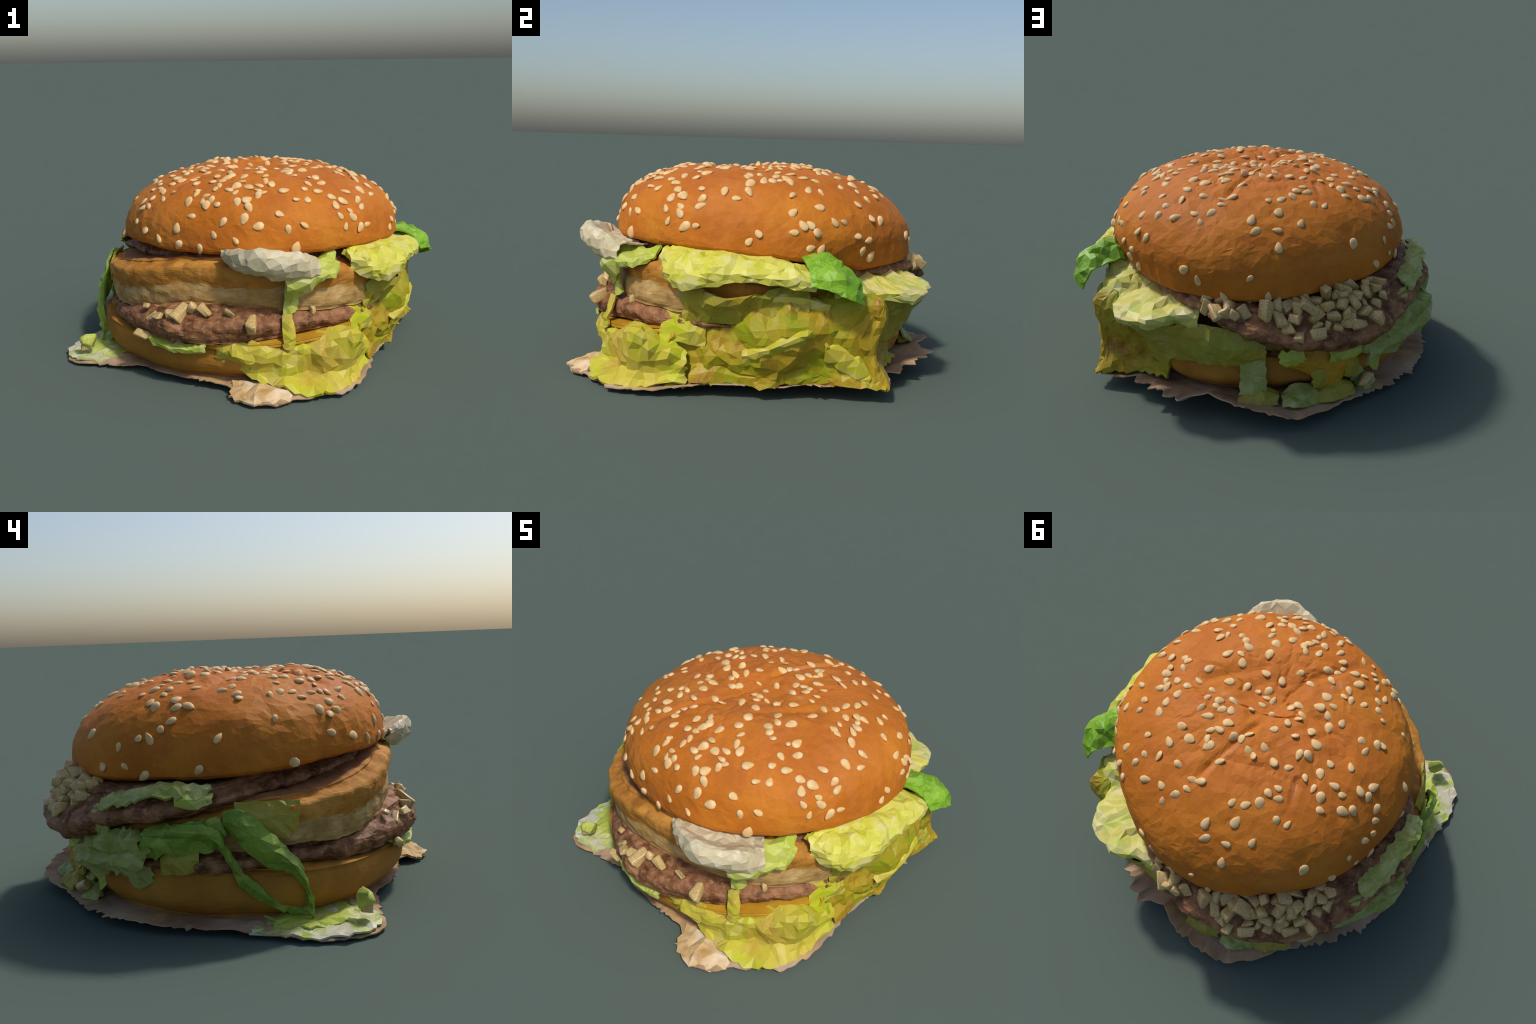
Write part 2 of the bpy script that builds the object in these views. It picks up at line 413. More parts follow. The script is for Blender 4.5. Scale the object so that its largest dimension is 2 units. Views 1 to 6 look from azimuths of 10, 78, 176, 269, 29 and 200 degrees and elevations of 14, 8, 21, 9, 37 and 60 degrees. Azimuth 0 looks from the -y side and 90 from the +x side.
# ------------------------------------------------------------------ cheese
ch_r = ring([(0, .81), (12, .825), (20, .83), (32, .835), (42, .84), (55, .76), (90, .72), (180, .76), (270, .80), (285, .83), (300, .76), (330, .79)])
ch_z = ring([(0, .235), (20, .262), (45, .295), (60, .31), (90, .29), (140, .25), (180, .29), (230, .26), (270, .25), (290, .235), (330, .235)])
loft("cheese_slice", [(sc(ch_r, .5), lerp(ch_z, ch_z, 0, -.012)), (sc(ch_r, .96), lerp(ch_z, ch_z, 0, -.012)), (ch_r, lerp(ch_z, ch_z, 0, -.014)), (sc(ch_r, 1.0), ch_z),
                      (sc(ch_r, .96), lerp(ch_z, ch_z, 0, .012)), (sc(ch_r, .5), lerp(ch_z, ch_z, 0, .012))], 120, MAT_CHEESE, 3, rough=[bumps(.012, 7, 41)], decimate=.7)

# ------------------------------------------------------------------ bun crown
CR = (0.03, 0.045)
CR_TOP = 1.034
OCT = range(0, 360, 45)
cr_R = ring(list(zip(OCT, (.782, .783, .768, .738, .762, .750, .777, .752))), 12)
cr_zr = ring(list(zip(OCT, (.61, .655, .64, .626, .65, .644, .642, .639))), 12)
cr_p = ring(list(zip(OCT, (3.5, 3.2, 2.7, 2.45, 2.14, 2.35, 2.35, 2.7))), 12)
cr_zb = ring([(0, .672), (30, .677), (60, .668), (85, .645), (105, .61), (118, .565), (130, .555), (145, .58), (165, .573), (190, .58), (213, .588), (237, .598), (264, .612), (281, .628), (299, .645), (318, .662), (340, .667)])
def crown_levels():
    """superellipse dome: fuller and steeper at the front, long and sloping at the back"""
    tuck = ring([(0, 0), (92, 0), (104, .7), (114, 1), (126, 1), (136, .5), (146, 0), (200, 0), (300, 0)], 3)
    def low(k, t, d):
        return (lambda a: cr_R(a) * (k - t * tuck(a))), (lambda a: cr_zb(a) + d - .01)
    L = [low(.3, 0, .04), low(.78, 0, .022), low(.935, .10, .01), low(.985, .09, .022), low(.998, .06, .045)]
    def lev(th):
        r = lambda a: cr_R(a) * np.cos(th) ** (2 / cr_p(a)) * (1 - .035 * tuck(a) * max(0, 1 - th / .35))
        def z(a):
            lo = cr_zb(a) + .05 + .04 * th
            zz = cr_zr(a) + (CR_TOP - cr_zr(a)) * np.sin(th) ** (2 / cr_p(a))
            return np.where(zz > lo, zz, lo)
        return r, z
    for d in (7, 14, 22, 30, 38, 46, 54, 61, 67, 73, 78, 82, 85.5, 88):
        L.append(lev(math.radians(d)))
    return L
def crown_dents(V):
    x, y, z = V.T
    top = np.clip((z - .9) / .1, 0, 1)
    d = np.zeros(len(V))
    # central hollow and a pair of creases running out from it
    d -= .036 * np.exp(-(((x - .03) / .16) ** 2 + ((y + .06) / .13) ** 2))
    d += .010 * np.exp(-(((x + .05) / .22) ** 2 + ((y + .33) / .10) ** 2)) + .006 * np.exp(-(((x - .05) / .3) ** 2 + ((y - .16) / .12) ** 2))
    for (x0, y0, x1, y1, w, dep) in ((.02, .12, .20, .46, .018, .013), (-.25, .32, -.257, .42, .016, .008), (-.25, -.02, -.42, .10, .03, .014),
                                     (.1, -.22, .34, -.06, .03, .014), (-.12, -.2, -.34, -.42, .03, .016), (.62, .42, .70, .34, .05, .02)):
        ax, ay = x1 - x0, y1 - y0
        t = np.clip(((x - x0) * ax + (y - y0) * ay) / (ax * ax + ay * ay), 0, 1)
        dd = np.hypot(x - x0 - t * ax, y - y0 - t * ay)
        d -= dep * np.exp(-(dd / w) ** 2)
    wr = np.abs(fbm(np.stack([x, y, z * 0], 1), 6.5, 2, 88))
    d -= .010 * np.exp(-(wr / .05) ** 2) * np.clip(1.1 - np.hypot(x, y) / .55, 0, 1)
    d += .012 * fbm(V, 14, 2, 90) * np.clip(1.2 - np.hypot(x, y - .1) / .5, 0, 1)
    return d * top
crown = loft("bun_crown", crown_levels(), 220, MAT_CRUST, 4, c=CR,
             rough=[crown_dents, bumps(.008, 3.2, 51), bumps(.007, 9, 52), bumps(.0045, 26, 53)], decimate=.24)

# ------------------------------------------------------------------ sesame seeds
def seed_mesh():
    bm = bmesh.new()
    bmesh.ops.create_uvsphere(bm, u_segments=10, v_segments=7, radius=1)
    for v in bm.verts:
        x, y, z = v.co
        w = (1 - .45 * max(0, y)) * (1 - .08 * y)
        v.co = (x * .0185 * w, y * .0275, z * .0095 * w)
    m = bpy.data.meshes.new("sesame_seed")
    bm.to_mesh(m); bm.free()
    m.polygons.foreach_set("use_smooth", [True] * len(m.polygons))
    m.materials.append(MAT_SEED)
    return m
def bvh_of(ob):
    me = ob.data
    return BVHTree.FromPolygons([v.co.copy() for v in me.vertices], [tuple(p.vertices) for p in me.polygons])
crown_bvh = bvh_of(crown)
SM = seed_mesh()
rnd = random.Random(11)
placed = []
def seed_density(az, el):
    front = math.cos(math.radians(az - 25))          # front-right is the most seeded side
    if el > 52: return .72
    if el > 22: return .66 + .26 * front
    if el > 3: return .46 + .24 * front
    return .22 + .30 * max(0, front)
tries = 0
focus = Vector((CR[0], CR[1], .62))
while len(placed) < 262 and tries < 20000:
    tries += 1
    if placed and rnd.random() < .28:                  # seeds often lie in small clumps
        p0 = rnd.choice(placed)
        d = (p0 - focus).normalized() + Vector((rnd.gauss(0, .07), rnd.gauss(0, .07), rnd.gauss(0, .06)))
        d.normalize()
        mind = .030
    else:
        az = rnd.uniform(-180, 180)
        u = rnd.uniform(math.sin(math.radians(-1)), 1)
        el = math.degrees(math.asin(u))
        a = math.radians(az); e = math.radians(el)
        d = Vector((math.sin(a) * math.cos(e), -math.cos(a) * math.cos(e), math.sin(e)))
        mind = .05
    az = math.degrees(math.atan2(d.x, -d.y)); el = math.degrees(math.asin(max(-1, min(1, d.z))))
    if el < -2 or rnd.random() > seed_density(az, el): continue
    hit, nrm, idx, dist = crown_bvh.ray_cast(focus + d * 2.5, -d)
    if hit is None or any((hit - q).length < mind for q in placed): continue
    if nrm.z < -.35: continue
    ob = bpy.data.objects.new("sesame_seed", SM)
    link(ob, crown)
    q = nrm.to_track_quat('Z', 'Y')
    spin = Euler((rnd.gauss(0, .18), rnd.gauss(0, .18), rnd.uniform(0, 6.28))).to_quaternion()
    s = rnd.uniform(.78, 1.2)
    ob.matrix_local = Matrix.Translation(hit + nrm * .0015) @ (q @ spin).to_matrix().to_4x4() @ Matrix.Diagonal((s * rnd.uniform(.85, 1.25), s, s * rnd.uniform(.8, 1.1), 1))
    placed.append(hit)

# ------------------------------------------------------------------ wrapper paper under everything
pa_r = ring([(0, .82), (4, .88), (6, .95), (10, 1.0), (14, .995), (18, 1.0), (21, .96), (25, .975), (30, .94), (34, .975), (41, .945), (50, .875), (59, .81), (62, .775), (77, .775), (89, .79),
             (107, .86), (113, .94), (117, .985), (121, .93), (125, .86), (130, .875), (141, .91), (151, .935), (158, .86), (165, .93), (173, .95), (180, .97), (186, .985), (191, .95), (202, .88),
             (216, .876), (235, .905), (259, .885), (266, .885), (276, .93), (284, 1.02), (290, 1.065), (295, 1.085), (300, 1.085), (304, 1.045), (308, .95), (313, .865), (319, .785), (335, .785), (342, .775), (350, .79), (359, .80)], .8)
pa_z = ring([(0, .035), (14, .018), (30, .024), (45, .034), (62, .066), (90, .07), (107, .075), (117, .078), (133, .085), (145, .115), (160, .13), (170, .12), (180, .085), (200, .058), (240, .048), (268, .036), (290, .012), (302, .012), (320, .04), (345, .045)])
def paper():
    seg = 300
    az = np.arange(seg) * 360.0 / seg
    rr = np.random.RandomState(3)
    spikes = ring([(0, .02), (45, .02), (60, .03), (105, .035), (125, .05), (160, .05), (175, .025), (200, .02), (230, .035), (250, .025), (280, .025), (310, .02), (345, .02)])
    ring_pts = pol(az, 1.0, 0)
    tear = np.clip(.5 + 1.1 * vnoise(ring_pts, 7, 5), .08, 1.3)
    R = pa_r(az) + .012 * vnoise(ring_pts, 14, 9) + spikes(az) * rr.uniform(-1, 1, seg) * .75 * tear
    levels = [.40, .6, .74, .80, .85, .9, .95, 1.0]
    V, F = [], []
    for t in levels:
        r = R * t if t > .9 else pa_r(az) * t
        k = np.clip((t - .78) / .22, 0, 1) ** 1.5
        z = (1 - k) * np.minimum(heel_bz(az) + .004, .06) + k * pa_z(az)
        V.append(pol(az, r, z))
    V = np.concatenate(V)
    inner = np.clip((np.hypot(V[:, 0], V[:, 1]) - .6) / .2, 0, 1)
    V[:, 2] += inner * (.012 * fbm(V, 6, 3, 71) + .006 * vnoise(V, 22, 72))
    V[:, 2] = np.maximum(V[:, 2], .007)
    n = len(levels)
    for k in range(n - 1):
        for j in range(seg):
            j2 = (j + 1) % seg
            F.append((k * seg + j, (k + 1) * seg + j, (k + 1) * seg + j2, k * seg + j2))
    F.append(tuple(range(seg)))
    m = mesh_from("wrapper_paper", V, F)
    return baked("wrapper_paper", m, MAT_PAPER, [("TRIANGULATE", {}), ("SOLIDIFY", {"thickness": .006, "offset": -1})])
paper()

# ------------------------------------------------------------------ lettuce
A = "lettuce_leaf"
S = "lettuce_shred"
def grid(*cols):
    """column = azimuth then (r, z) pairs"""
    return [[(c[0], r, z) for r, z in c[1:]] for c in cols]

# big wilted leaf wrapping the right side from the filling down to the ground
sheet(A, grid(
    (50, (.74, .33), (.81, .26), (.80, .17), (.79, .10), (.85, .05)),
    (58, (.74, .37), (.765, .30), (.77, .20), (.765, .10), (0.793, 0.064)),
    (66, (.74, .43), (.765, .37), (.775, .22), (.75, .12), (0.763, 0.069)),
    (76, (.75, .47), (.795, .41), (.825, .27), (.765, .13), (0.758, 0.069)),
    (86, (.76, .49), (.82, .43), (.86, .29), (.785, .14), (0.768, 0.069)),
    (96, (.76, .50), (.835, .45), (.86, .30), (.80, .15), (0.793, 0.074)),
    (105, (.79, .52), (.88, .46), (.885, .31), (.845, .15), (0.858, 0.079)),
    (112, (.83, .50), (.935, .455), (.935, .32), (.93, .16), (.965, .07)),
    (116, (.85, .49), (.955, .44), (.945, .32), (.945, .17), (1.0, .075)),
    (120, (.82, .46), (.885, .41), (.87, .3), (.865, .17), (.92, .08)),
    (127, (.75, .42), (.785, .35), (.78, .28), (.775, .17), (.82, .09)),
    (138, (.73, .36), (.735, .30), (.74, .24), (.75, .16), (.77, .10))),
    L_WALL, step=.022, fold=.02, crumple=.03, fine=.012, scale=5, thick=.015, decimate=.5, ragged=.012)

# front right leaf flaring out on to the paper
sheet(A, grid(
    (-4, (.80, .25), (.815, .215), (.81, .19), (.80, .16), (.79, .14)),
    (4, (.805, .265), (.83, .22), (.825, .18), (.81, .14), (.81, .11)),
    (12, (.81, .265), (.845, .22), (.84, .16), (.825, .11), (.85, .07)),
    (20, (.81, .26), (.86, .215), (.85, .15), (.84, .09), (.925, .05)),
    (27, (.815, .285), (.87, .24), (.86, .16), (.86, .09), (.975, .045)),
    (34, (.825, .315), (.89, .27), (.88, .17), (.865, .09), (.97, .045)),
    (42, (.83, .31), (.915, .285), (.90, .18), (.88, .10), (.935, .05)),
    (48, (.81, .26), (.86, .23), (.85, .16), (.84, .10), (.875, .055)),
    (56, (.78, .20), (.80, .17), (.795, .13), (.79, .09), (.805, .065))),
    L_FRONT, step=.022, fold=.014, crumple=.026, fine=.010, scale=6, thick=.015, ragged=.01)

# bright flap folded out under the crown
sheet(A, grid(
    (46, (0.751, 0.671), (0.791, 0.661), (0.811, 0.626), (0.801, 0.581)),
    (52, (0.745, 0.675), (0.831, 0.661), (0.890, 0.596), (0.868, 0.526)),
    (59, (0.745, 0.675), (0.855, 0.661), (0.928, 0.591), (0.900, 0.516)),
    (67, (0.751, 0.676), (0.851, 0.656), (0.921, 0.601), (0.901, 0.546)),
    (76, (0.751, 0.666), (0.851, 0.646), (0.916, 0.601), (0.901, 0.561)),
    (86, (0.771, 0.651), (0.861, 0.636), (0.916, 0.591), (0.901, 0.546)),
    (95, (0.791, 0.636), (0.871, 0.616), (0.921, 0.576), (0.911, 0.526))),
    L_FLAP, step=.020, fold=.012, crumple=.018, fine=.007, scale=7, thick=.03)

sheet(A, grid(
    (54, (.80, .49), (.815, .45), (.80, .40), (.79, .36)),
    (61, (.84, .52), (.84, .47), (.80, .41), (.765, .35)),
    (69, (.87, .485), (.86, .455), (.82, .41), (.78, .35)),
    (77, (.86, .49), (.85, .46), (.82, .42), (.79, .36)),
    (86, (.83, .53), (.83, .50), (.825, .44), (.82, .38)),
    (95, (.83, .51), (.835, .49), (.845, .45), (.84, .40))),
    L_OLIVE, step=.024, crumple=.02, fine=.01, scale=7, thick=.015, fold=.012)
# folds lying on the wilted leaf: a diagonal ridge, a thin pale blade and a low ruffle
sheet(S, grid((75, (.79, .235), (.825, .215), (.80, .165)), (83, (.83, .29), (.875, .265), (.83, .20)), (91, (.86, .345), (.895, .32), (.86, .26)), (97, (.87, .37), (.885, .35), (.87, .31))),
      L_FRONT, step=.02, crumple=.012, fine=.008, thick=.012, fold=.008)
sheet(S, grid((79, (.79, .49), (.825, .475), (.80, .44)), (87, (.80, .50), (.845, .49), (.815, .45)), (95, (.81, .49), (.86, .48), (.84, .43)), (101, (.83, .47), (.87, .455), (.86, .41))),
      L_TRAY, step=.02, crumple=.010, fine=.006, thick=.010)
sheet(S, grid((57, (.765, .14), (.785, .12), (.80, .07)), (65, (.75, .15), (.77, .12), (.775, .07)), (74, (.755, .13), (.775, .11), (.77, .07)), (84, (.765, .12), (.785, .10), (.785, .07))),
      L_WALL, step=.02, crumple=.014, fine=.008, thick=.012, fold=.01)
sheet(S, grid((100, (.84, .30), (.875, .27), (.85, .2)), (107, (.87, .27), (.905, .22), (.88, .14)), (112, (.90, .2), (.945, .14), (.95, .085))),
      L_FRONT, step=.022, crumple=.014, fine=.008, thick=.012, fold=.01)

# fresh green tongue sticking out, a thin arched blade
sheet(A, grid(
    (93, (.76, .65), (.84, .655), (.905, .62), (.945, .555)),
    (97.5, (.76, .675), (.87, .672), (.955, .62), (.99, .54)),
    (102, (.76, .66), (.885, .655), (.985, .60), (1.018, .505)),
    (107, (.76, .605), (.86, .595), (.95, .545), (.985, .47))),
    L_GREEN, step=.022, crumple=.020, fine=.010, scale=9, thick=.010, decimate=.6, fold=.010)

# pale leaf on the corner
sheet(A, grid(
    (103, (.74, .58), (.81, .57), (.855, .52), (.87, .45)),
    (110, (.72, .575), (.81, .56), (.885, .51), (.92, .43)),
    (116, (.70, .555), (.79, .535), (.88, .48), (.92, .40)),
    (122, (.69, .52), (.76, .50), (.83, .455), (.85, .38))),
    L_TRAY, step=.022, crumple=.024, fine=.012, scale=7, thick=.010, fold=.012)

# lip-shaped leaf at the back corner with its skirt
sheet(A, grid(
    (119, (.66, .53), (.75, .50), (.84, .48), (.845, .45)),
    (125, (.66, .55), (.82, .505), (.935, .49), (.92, .44)),
    (132, (.68, .555), (.84, .505), (.985, .48), (.955, .43)),
    (140, (.73, .545), (.84, .505), (.955, .485), (.925, .43)),
    (148, (.73, .55), (.80, .525), (.875, .50), (.86, .45)),
    (155, (.75, .545), (.79, .525), (.83, .49), (.83, .44))),
    L_TRAY, step=.024, crumple=.018, fine=.007, scale=7, thick=.010, fold=.010)
sheet(A, grid(
    (120, (.86, .48), (.84, .42), (.80, .34), (.78, .24)),
    (128, (.93, .45), (.87, .39), (.81, .31), (.79, .22)),
    (136, (.95, .44), (.90, .38), (.83, .30), (.80, .22)),
    (145, (.90, .45), (.87, .39), (.83, .31), (.80, .235)),
    (154, (.83, .46), (.85, .40), (.835, .32), (.81, .25)),
    (163, (.82, .45), (.85, .38), (.835, .32), (.81, .255)),
    (171, (.82, .41), (.84, .36), (.83, .31), (.805, .265)),
    (177, (.82, .37), (.835, .345), (.83, .32), (.81, .29))),
    L_OLIVE, step=.026, crumple=.016, fine=.006, scale=6, thick=.015)
# drip of leaf hanging below the skirt
sheet(S, grid((168, (.815, .28), (.805, .22), (.80, .16), (.83, .11)), (172, (.82, .30), (.815, .23), (.81, .17), (.85, .12)),
              (177, (.82, .30), (.82, .24), (.81, .17), (.84, .12))), L_PALE, step=.025, crumple=.008, thick=.012)

# cream cupped leaf at the front with a curled rim
sheet(A, grid(
    (-2, (.70, .68), (.735, .695), (.76, .71), (.77, .69), (.755, .665), (.74, .65)),
    (4, (.70, .68), (.765, .685), (.83, .735), (.855, .705), (.845, .655), (.79, .62)),
    (11, (.71, .675), (.79, .68), (.885, .745), (.93, .715), (.92, .655), (.86, .61)),
    (18, (.71, .67), (.80, .675), (.90, .745), (.942, .708), (.93, .64), (.87, .59)),
    (25, (.71, .665), (.79, .67), (.89, .72), (.932, .68), (.92, .615), (.86, .57)),
    (31, (.71, .655), (.78, .66), (.84, .67), (.875, .635), (.865, .585), (.82, .555))),
    L_CREAM, step=.020, crumple=.014, fine=.006, scale=8, thick=.008)
# lime continuation
sheet(A, grid(
    (20, (.79, .60), (.86, .575), (.85, .53), (.80, .46)),
    (25, (.76, .65), (.86, .625), (.885, .565), (.83, .48)),
    (31, (.72, .645), (.80, .64), (.87, .605), (.85, .56)),
    (37, (.71, .64), (.78, .635), (.84, .615), (.845, .575)),
    (42, (.71, .665), (.77, .65), (.81, .625), (.81, .60))),
    L_LIME, step=.020, crumple=.018, fine=.008, scale=9, thick=.010, fold=.012, ragged=.010)
sheet(S, grid((20, (.83, .59), (.81, .52), (.80, .45), (.80, .40)), (22.5, (.85, .58), (.83, .52), (.81, .45), (.81, .40)),
              (25, (.84, .56), (.82, .50), (.81, .46), (.80, .42))), L_LIME, step=.02, crumple=.008, thick=.012)
sheet(S, grid((19, (.82, .40), (.84, .34), (.85, .29), (.86, .24)), (21, (.83, .41), (.85, .345), (.86, .29), (.87, .24)),
              (23, (.82, .40), (.84, .345), (.86, .30), (.86, .25))), L_FRONT, step=.022, crumple=.008, thick=.012)
# rounded leaf end over the patty at the right front
sheet(A, grid((46, (.78, .37), (.80, .34), (.815, .30), (.825, .25)), (51, (.76, .395), (.795, .36), (.81, .31), (.815, .25)),
              (57, (.76, .385), (.79, .35), (.80, .30), (.785, .24)), (62, (.75, .35), (.765, .31), (.775, .26), (.77, .22))),
      L_FRONT, step=.024, crumple=.014, thick=.016)
# pale leaf bit on the lower left of the front
sheet(S, grid((-33, (.80, .265), (.845, .255), (.84, .23)), (-27, (.81, .25), (.85, .235), (.845, .21)), (-20, (.81, .24), (.855, .22), (.85, .195)),
              (-12, (.82, .24), (.855, .225), (.85, .20)), (-7, (.82, .245), (.85, .24), (.845, .22))), L_LIME, step=.02, crumple=.012, thick=.014)

# left side: long leafy piece sweeping down to the paper
sheet(A, grid((-94, (0.835, 0.500), (0.840, 0.470), (0.825, 0.440)), (-89, (0.855, 0.510), (0.875, 0.440), (0.855, 0.360)), (-83, (0.865, 0.440), (0.895, 0.360), (0.865, 0.270)),
              (-77.5, (0.865, 0.355), (0.910, 0.310), (0.875, 0.250)), (-73.5, (0.870, 0.280), (0.910, 0.220), (0.875, 0.180)), (-71.5, (0.865, 0.190), (0.895, 0.140), (0.875, 0.110)),
              (-71, (0.845, 0.100), (0.870, 0.070), (0.875, 0.040))), L_LEAFGREEN, step=.022, crumple=.012, fine=.006, scale=8, thick=.014)
sheet(S, grid((-116, (.87, .43), (.89, .41), (.87, .39)), (-106, (.875, .455), (.90, .43), (.875, .40)), (-97, (.875, .45), (.895, .42), (.87, .385)),
              (-93, (.86, .36), (.885, .33), (.865, .29)), (-90, (.86, .27), (.875, .24), (.86, .20)), (-84, (.845, .18), (.865, .155), (.85, .12)),
              (-77, (.815, .12), (.83, .09), (.82, .06)), (-70, (.83, .07), (.85, .045), (.85, .03))), L_LEAFGREEN, step=.02, crumple=.006, thick=.014)
sheet(A, grid((-91, (.79, .53), (.82, .48), (.815, .42)), (-83, (.80, .53), (.825, .46), (.82, .39)), (-76, (.80, .525), (.82, .46), (.815, .38)),
              (-72, (.805, .52), (.815, .48), (.81, .44))), L_OLIVE, step=.024, crumple=.008, thick=.012)
# ragged drapes hanging below the upper patty on the left
sheet(A, grid((-144, (.83, .34), (.85, .31), (.835, .27)), (-134, (.85, .41), (.88, .36), (.86, .30)), (-124, (.86, .43), (.91, .38), (.89, .33)), (-116, (.86, .43), (.925, .39), (.90, .35))),
      L_PALE, step=.02, crumple=.024, fine=.01, scale=9, thick=.010, fold=.018, ragged=.014)
sheet(A, grid((-120, (.85, .41), (.90, .37), (.88, .33)), (-111, (.85, .45), (.895, .39), (.87, .33)), (-102, (.84, .47), (.875, .41), (.855, .34)), (-94, (.83, .48), (.86, .43), (.845, .37))),
      L_LEAFGREEN, step=.02, crumple=.024, fine=.01, scale=9, thick=.010, fold=.018, ragged=.014)
sheet(S, grid((-112, (.85, .33), (.86, .29), (.845, .25)), (-106, (.855, .345), (.865, .30), (.85, .24)), (-101, (.85, .34), (.86, .31), (.845, .28))),
      L_OLIVE, step=.02, crumple=.012, fine=.008, thick=.010, fold=.01)
# pale tattered leaf over the drooping patty
sheet(A, grid((-130, (0.807, 0.553), (0.867, 0.543), (0.902, 0.498)), (-122, (0.797, 0.583), (0.857, 0.573), (0.892, 0.533)), (-114, (0.787, 0.608), (0.847, 0.598), (0.882, 0.563)),
              (-106, (0.777, 0.613), (0.837, 0.608), (0.877, 0.568)), (-98, (0.777, 0.608), (0.827, 0.603), (0.857, 0.563))), L_PALE, step=.02, crumple=.014, fine=.008, scale=9, thick=.014, ragged=.012)
sheet(S, grid((-136, (.86, .50), (.89, .46), (.87, .41)), (-131, (.87, .52), (.905, .46), (.885, .40)), (-128, (.86, .50), (.89, .45), (.87, .38)),
              ), L_PALE, step=.02, crumple=.008, thick=.014)
sheet(S, grid((-134, (.86, .42), (.87, .40), (.86, .37)), (-129, (.86, .39), (.87, .365), (.86, .34)), (-122, (.85, .375), (.865, .35), (.85, .32)),
              (-116, (.845, .385), (.85, .36), (.84, .33))), L_PALE, step=.02, crumple=.008, thick=.014)
sheet(A, grid((-148, (.84, .27), (.875, .24), (.86, .19)), (-138, (.85, .30), (.89, .27), (.875, .225)), (-129, (.86, .335), (.915, .29), (.895, .245)),
              (-121, (.86, .36), (.945, .32), (.92, .25)), (-114, (.86, .395), (.94, .35), (.915, .29))), L_PALE, step=.022, crumple=.014, fine=.007, scale=9, thick=.014, ragged=.012)
sheet(S, grid((-124, (.835, .27), (.845, .22), (.83, .17)), (-120, (.84, .28), (.85, .22), (.83, .165)), (-116, (.83, .28), (.84, .24), (.82, .20))),
      L_PALE, step=.02, crumple=.008, thick=.014)
sheet(S, grid((-107, (.83, .575), (.865, .565), (.86, .53)), (-102, (.83, .58), (.87, .56), (.86, .515)), (-97, (.82, .575), (.85, .565), (.845, .54))),
      L_LIME, step=.018, crumple=.010, thick=.014)
# leaf below the patty at the back left
sheet(A, grid((-150, (.82, .32), (.86, .29), (.85, .25)), (-142, (.83, .33), (.88, .28), (.86, .22)), (-135, (.84, .335), (.885, .27), (.865, .19)),
              (-130, (.84, .35), (.875, .29), (.86, .22))), L_PALE, step=.024, crumple=.01, thick=.014)
# hanging shreds and cheese at the back
sheet("cheese_drip", grid((-178, (.80, .33), (.825, .30), (.82, .27)), (-170, (.80, .32), (.83, .26), (.82, .20)), (-164, (.80, .31), (.835, .22), (.83, .12)),
                          (-158, (.80, .30), (.835, .21), (.82, .12)), (-152, (.80, .30), (.82, .25), (.81, .20))), MAT_CHEESE, step=.024, crumple=.008, thick=.014)
for (a0, a1, r, z0, z1, mt) in ((-179, -171, .835, .335, .275, L_LIME), (-162, -150, .84, .31, .26, L_LIME), (-168, -163, .83, .22, .12, L_OLIVE),
                                (-152, -146, .80, .16, .09, L_PALE), (-143, -138, .80, .22, .12, L_LIME), (-156, -150, .82, .23, .15, L_OLIVE)):
    am = (a0 + a1) / 2
    sheet(S, grid((a0, (r - .01, z0), (r + .005, (z0 + z1) / 2), (r, z1)), (am, (r, z0 + .005), (r + .02, (z0 + z1) / 2), (r + .01, z1 - .01)),
                  (a1, (r - .01, z0), (r + .005, (z0 + z1) / 2), (r, z1))), mt, step=.02, crumple=.014, thick=.012, ragged=.007)
for (a, r0, r1, w, z, mt) in ((174, .79, .885, 6, .085, L_OLIVE), (-171, .79, .90, 7, .085, L_PALE), (-160, .79, .885, 6, .075, L_OLIVE), (-146, .78, .84, 4, .06, L_PALE)):
    sheet(S, grid((a - w, (r0, z), ((r0 + r1) / 2, z + .01), (r1 - .02, z - .015)), (a - w * .4, (r0, z + .05), ((r0 + r1) / 2, z + .03), (r1 + .01, z - .01)),
                  (a + w * .3, (r0, z + .04), ((r0 + r1) / 2, z + .035), (r1 - .005, z - .01)), (a + w, (r0, z), ((r0 + r1) / 2, z + .005), (r1 - .03, z - .015))), mt, step=.02, crumple=.018, thick=.010, fold=.012)
# lettuce lying on the paper at the left
sheet(A, grid((-88, (.80, 0.035), (.86, 0.034), (.90, 0.030), (.925, 0.028)), (-80, (.79, 0.038), (.88, 0.036), (.95, 0.033), (.985, 0.028)), (-72, (.78, 0.039), (.89, 0.038), (.99, 0.035), (1.05, 0.028)),
              (-65, (.77, 0.039), (.89, 0.039), (1.0, 0.035), (1.075, 0.028)), (-59, (.77, 0.036), (.88, 0.038), (.99, 0.035), (1.06, 0.030)), (-53, (.77, 0.033), (.85, 0.035), (.91, 0.033), (.95, 0.030))),
      L_WHITE, step=.024, crumple=.010, fine=.005, scale=9, thick=.008, ragged=.014)
sheet(A, grid((-82, (.79, 0.043), (.86, 0.042), (.91, 0.038)), (-74, (.78, 0.046), (.89, 0.044), (.96, 0.039)), (-66, (.77, 0.046), (.89, 0.046), (.98, 0.041)),
              (-60, (.77, 0.043), (.87, 0.044), (.95, 0.041)), (-55, (.77, 0.038), (.84, 0.039), (.89, 0.038))),
      L_LIME, step=.024, crumple=.010, fine=.005, scale=9, thick=.008, ragged=.02)
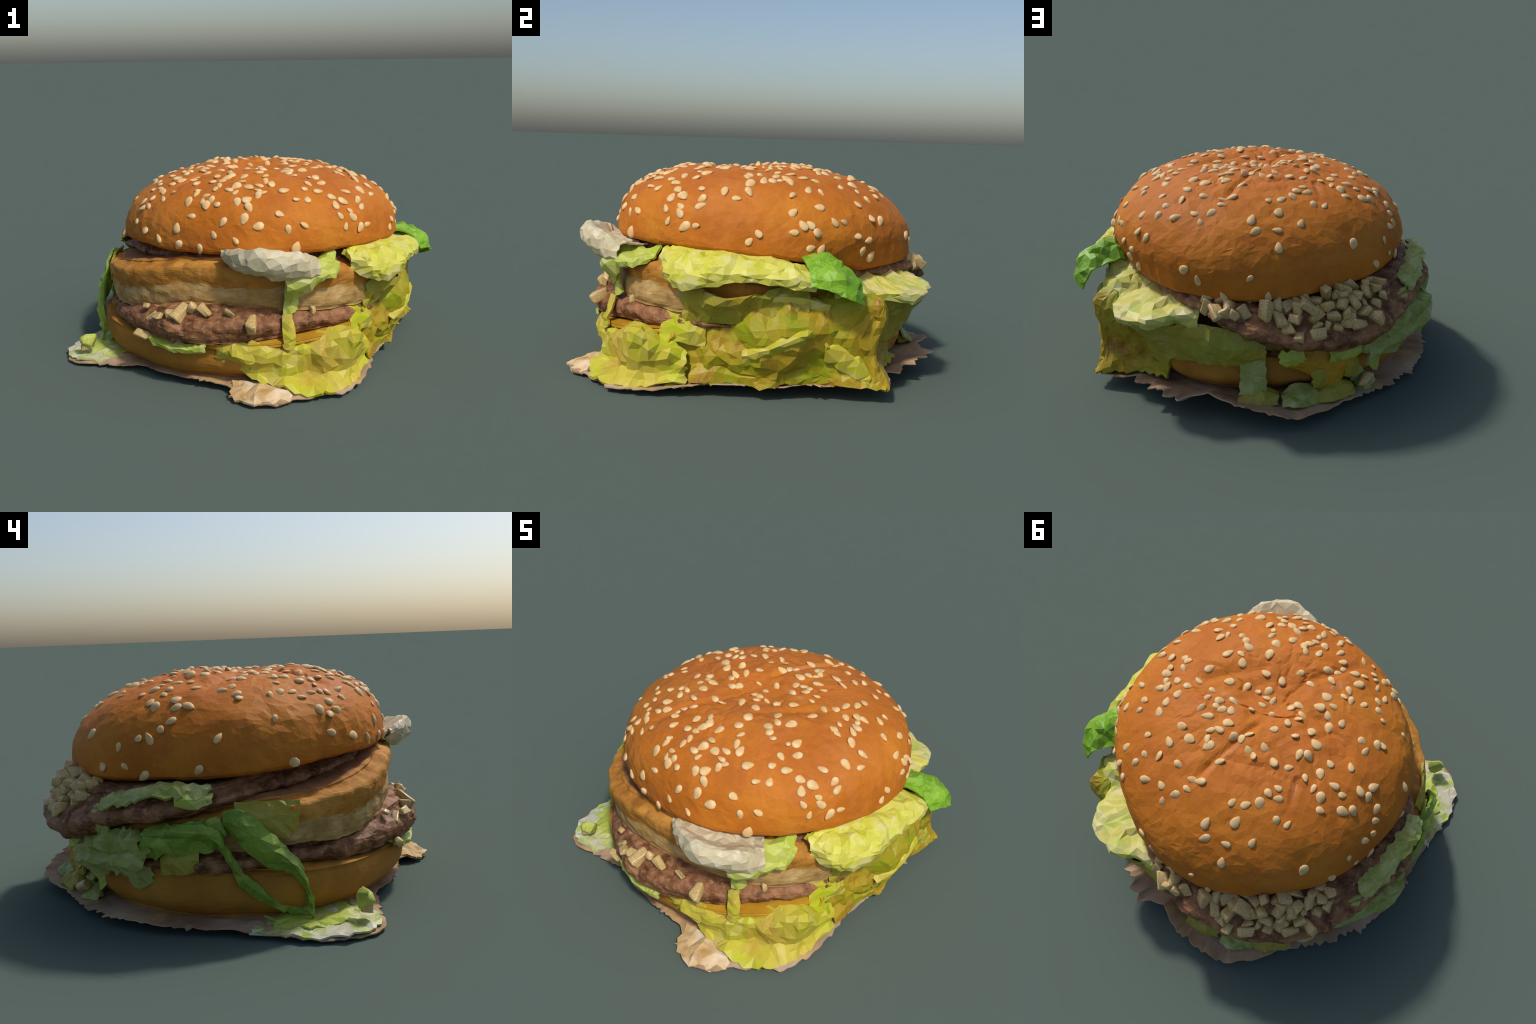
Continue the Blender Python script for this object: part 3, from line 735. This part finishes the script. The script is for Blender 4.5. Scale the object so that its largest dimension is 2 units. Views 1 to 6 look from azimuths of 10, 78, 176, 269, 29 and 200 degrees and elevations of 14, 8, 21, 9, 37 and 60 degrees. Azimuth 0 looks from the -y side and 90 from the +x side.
# pale crumpled paper lobe at the front
sheet("paper_scrap", grid((2, (0.800, 0.056), (0.860, 0.051), (0.900, 0.036), (0.920, 0.026)), (8, (0.800, 0.061), (0.880, 0.061), (0.950, 0.046), (0.995, 0.026)), (14, (0.820, 0.061), (0.900, 0.066), (0.960, 0.046), (0.995, 0.021)),
              (20, (0.840, 0.066), (0.900, 0.061), (0.950, 0.041), (0.980, 0.021))), MAT_PALE_PAPER, step=.024, crumple=.012, fine=.008, scale=9, thick=.012, ragged=.01)

# ------------------------------------------------------------------ onion dice
def onion_mesh(k):
    r = random.Random(100 + k)
    bm = bmesh.new()
    bmesh.ops.create_cube(bm, size=1)
    sx, sy, sz = r.uniform(.9, 1.45), r.uniform(.55, .95), r.uniform(.4, .7)
    for v in bm.verts:
        v.co = (v.co.x * sx + r.uniform(-.24, .24), v.co.y * sy + r.uniform(-.22, .22), v.co.z * sz + r.uniform(-.16, .16))
    bmesh.ops.bevel(bm, geom=bm.edges[:] + bm.verts[:], offset=.17, segments=3, affect='EDGES', profile=.5)
    for v in bm.verts:
        v.co += Vector((r.uniform(-1, 1), r.uniform(-1, 1), r.uniform(-1, 1))) * .035
    bmesh.ops.triangulate(bm, faces=bm.faces[:])
    m = bpy.data.meshes.new("onion_piece")
    bm.to_mesh(m); bm.free()
    m.polygons.foreach_set("use_smooth", [True] * len(m.polygons))
    m.materials.append(MAT_ONION)
    return m
ONIONS = [onion_mesh(k) for k in range(11)]
up_bvh = bvh_of(up)
ro = random.Random(23)
def onion(p, s, rot=None):
    ob = bpy.data.objects.new("onion_piece", ro.choice(ONIONS))
    link(ob)
    e = rot or Euler((ro.gauss(0, .7), ro.gauss(0, .7), ro.uniform(0, 6.28)))
    ob.matrix_local = Matrix.Translation(p) @ e.to_matrix().to_4x4() @ Matrix.Scale(s, 4)
spots = []
def scatter(n, a0, a1, r0, r1, smin, smax, mind, lift=.0):
    k = 0; t = 0
    while k < n and t < 3000:
        t += 1
        a = ro.uniform(a0, a1); r = ro.uniform(r0, r1)
        x, y = r * math.sin(math.radians(a)), -r * math.cos(math.radians(a))
        h, nn, i, d = up_bvh.ray_cast(Vector((x, y, .9)), Vector((0, 0, -1)))
        if h is None: continue
        s = ro.uniform(smin, smax)
        p = h + Vector((0, 0, s * .12 + lift))
        if any((p - q).length < mind for q in spots): continue
        spots.append(p); k += 1
        onion(p, s)
scatter(24, 181, 214, .79, .92, .052, .074, .042)
scatter(10, 186, 209, .77, .88, .048, .07, .038, .014)
scatter(12, 157, 180, .75, .87, .045, .075, .04)
scatter(6, 210, 222, .76, .86, .045, .06, .05)
for az, r, z, s in ((9, .835, .365, .066), (-16, .82, .395, .07), (-13, .80, .415, .06), (-20, .83, .385, .06), (-8, .805, .41, .05), (1, .805, .405, .045), (-25, .835, .365, .05),
                    (-29, .82, .345, .045), (-33, .845, .25, .055), (-34, .80, .385, .035), (31, .79, .405, .04), (-148, .84, .10, .07)):
    onion(Vector(pol(az, r, z)), s)
onion(Vector(pol(-59, .985, .10)), .05)
# little green nub standing on the leaf at the left
def nub():
    m = ONIONS[0].copy(); m.materials.clear(); m.materials.append(L_LIME)
    ob = bpy.data.objects.new("lettuce_bit", m); link(ob)
    ob.matrix_local = Matrix.Translation(Vector(pol(-59, .985, .125))) @ Euler((1.2, .3, .5)).to_matrix().to_4x4() @ Matrix.Scale(.085, 4)
nub()
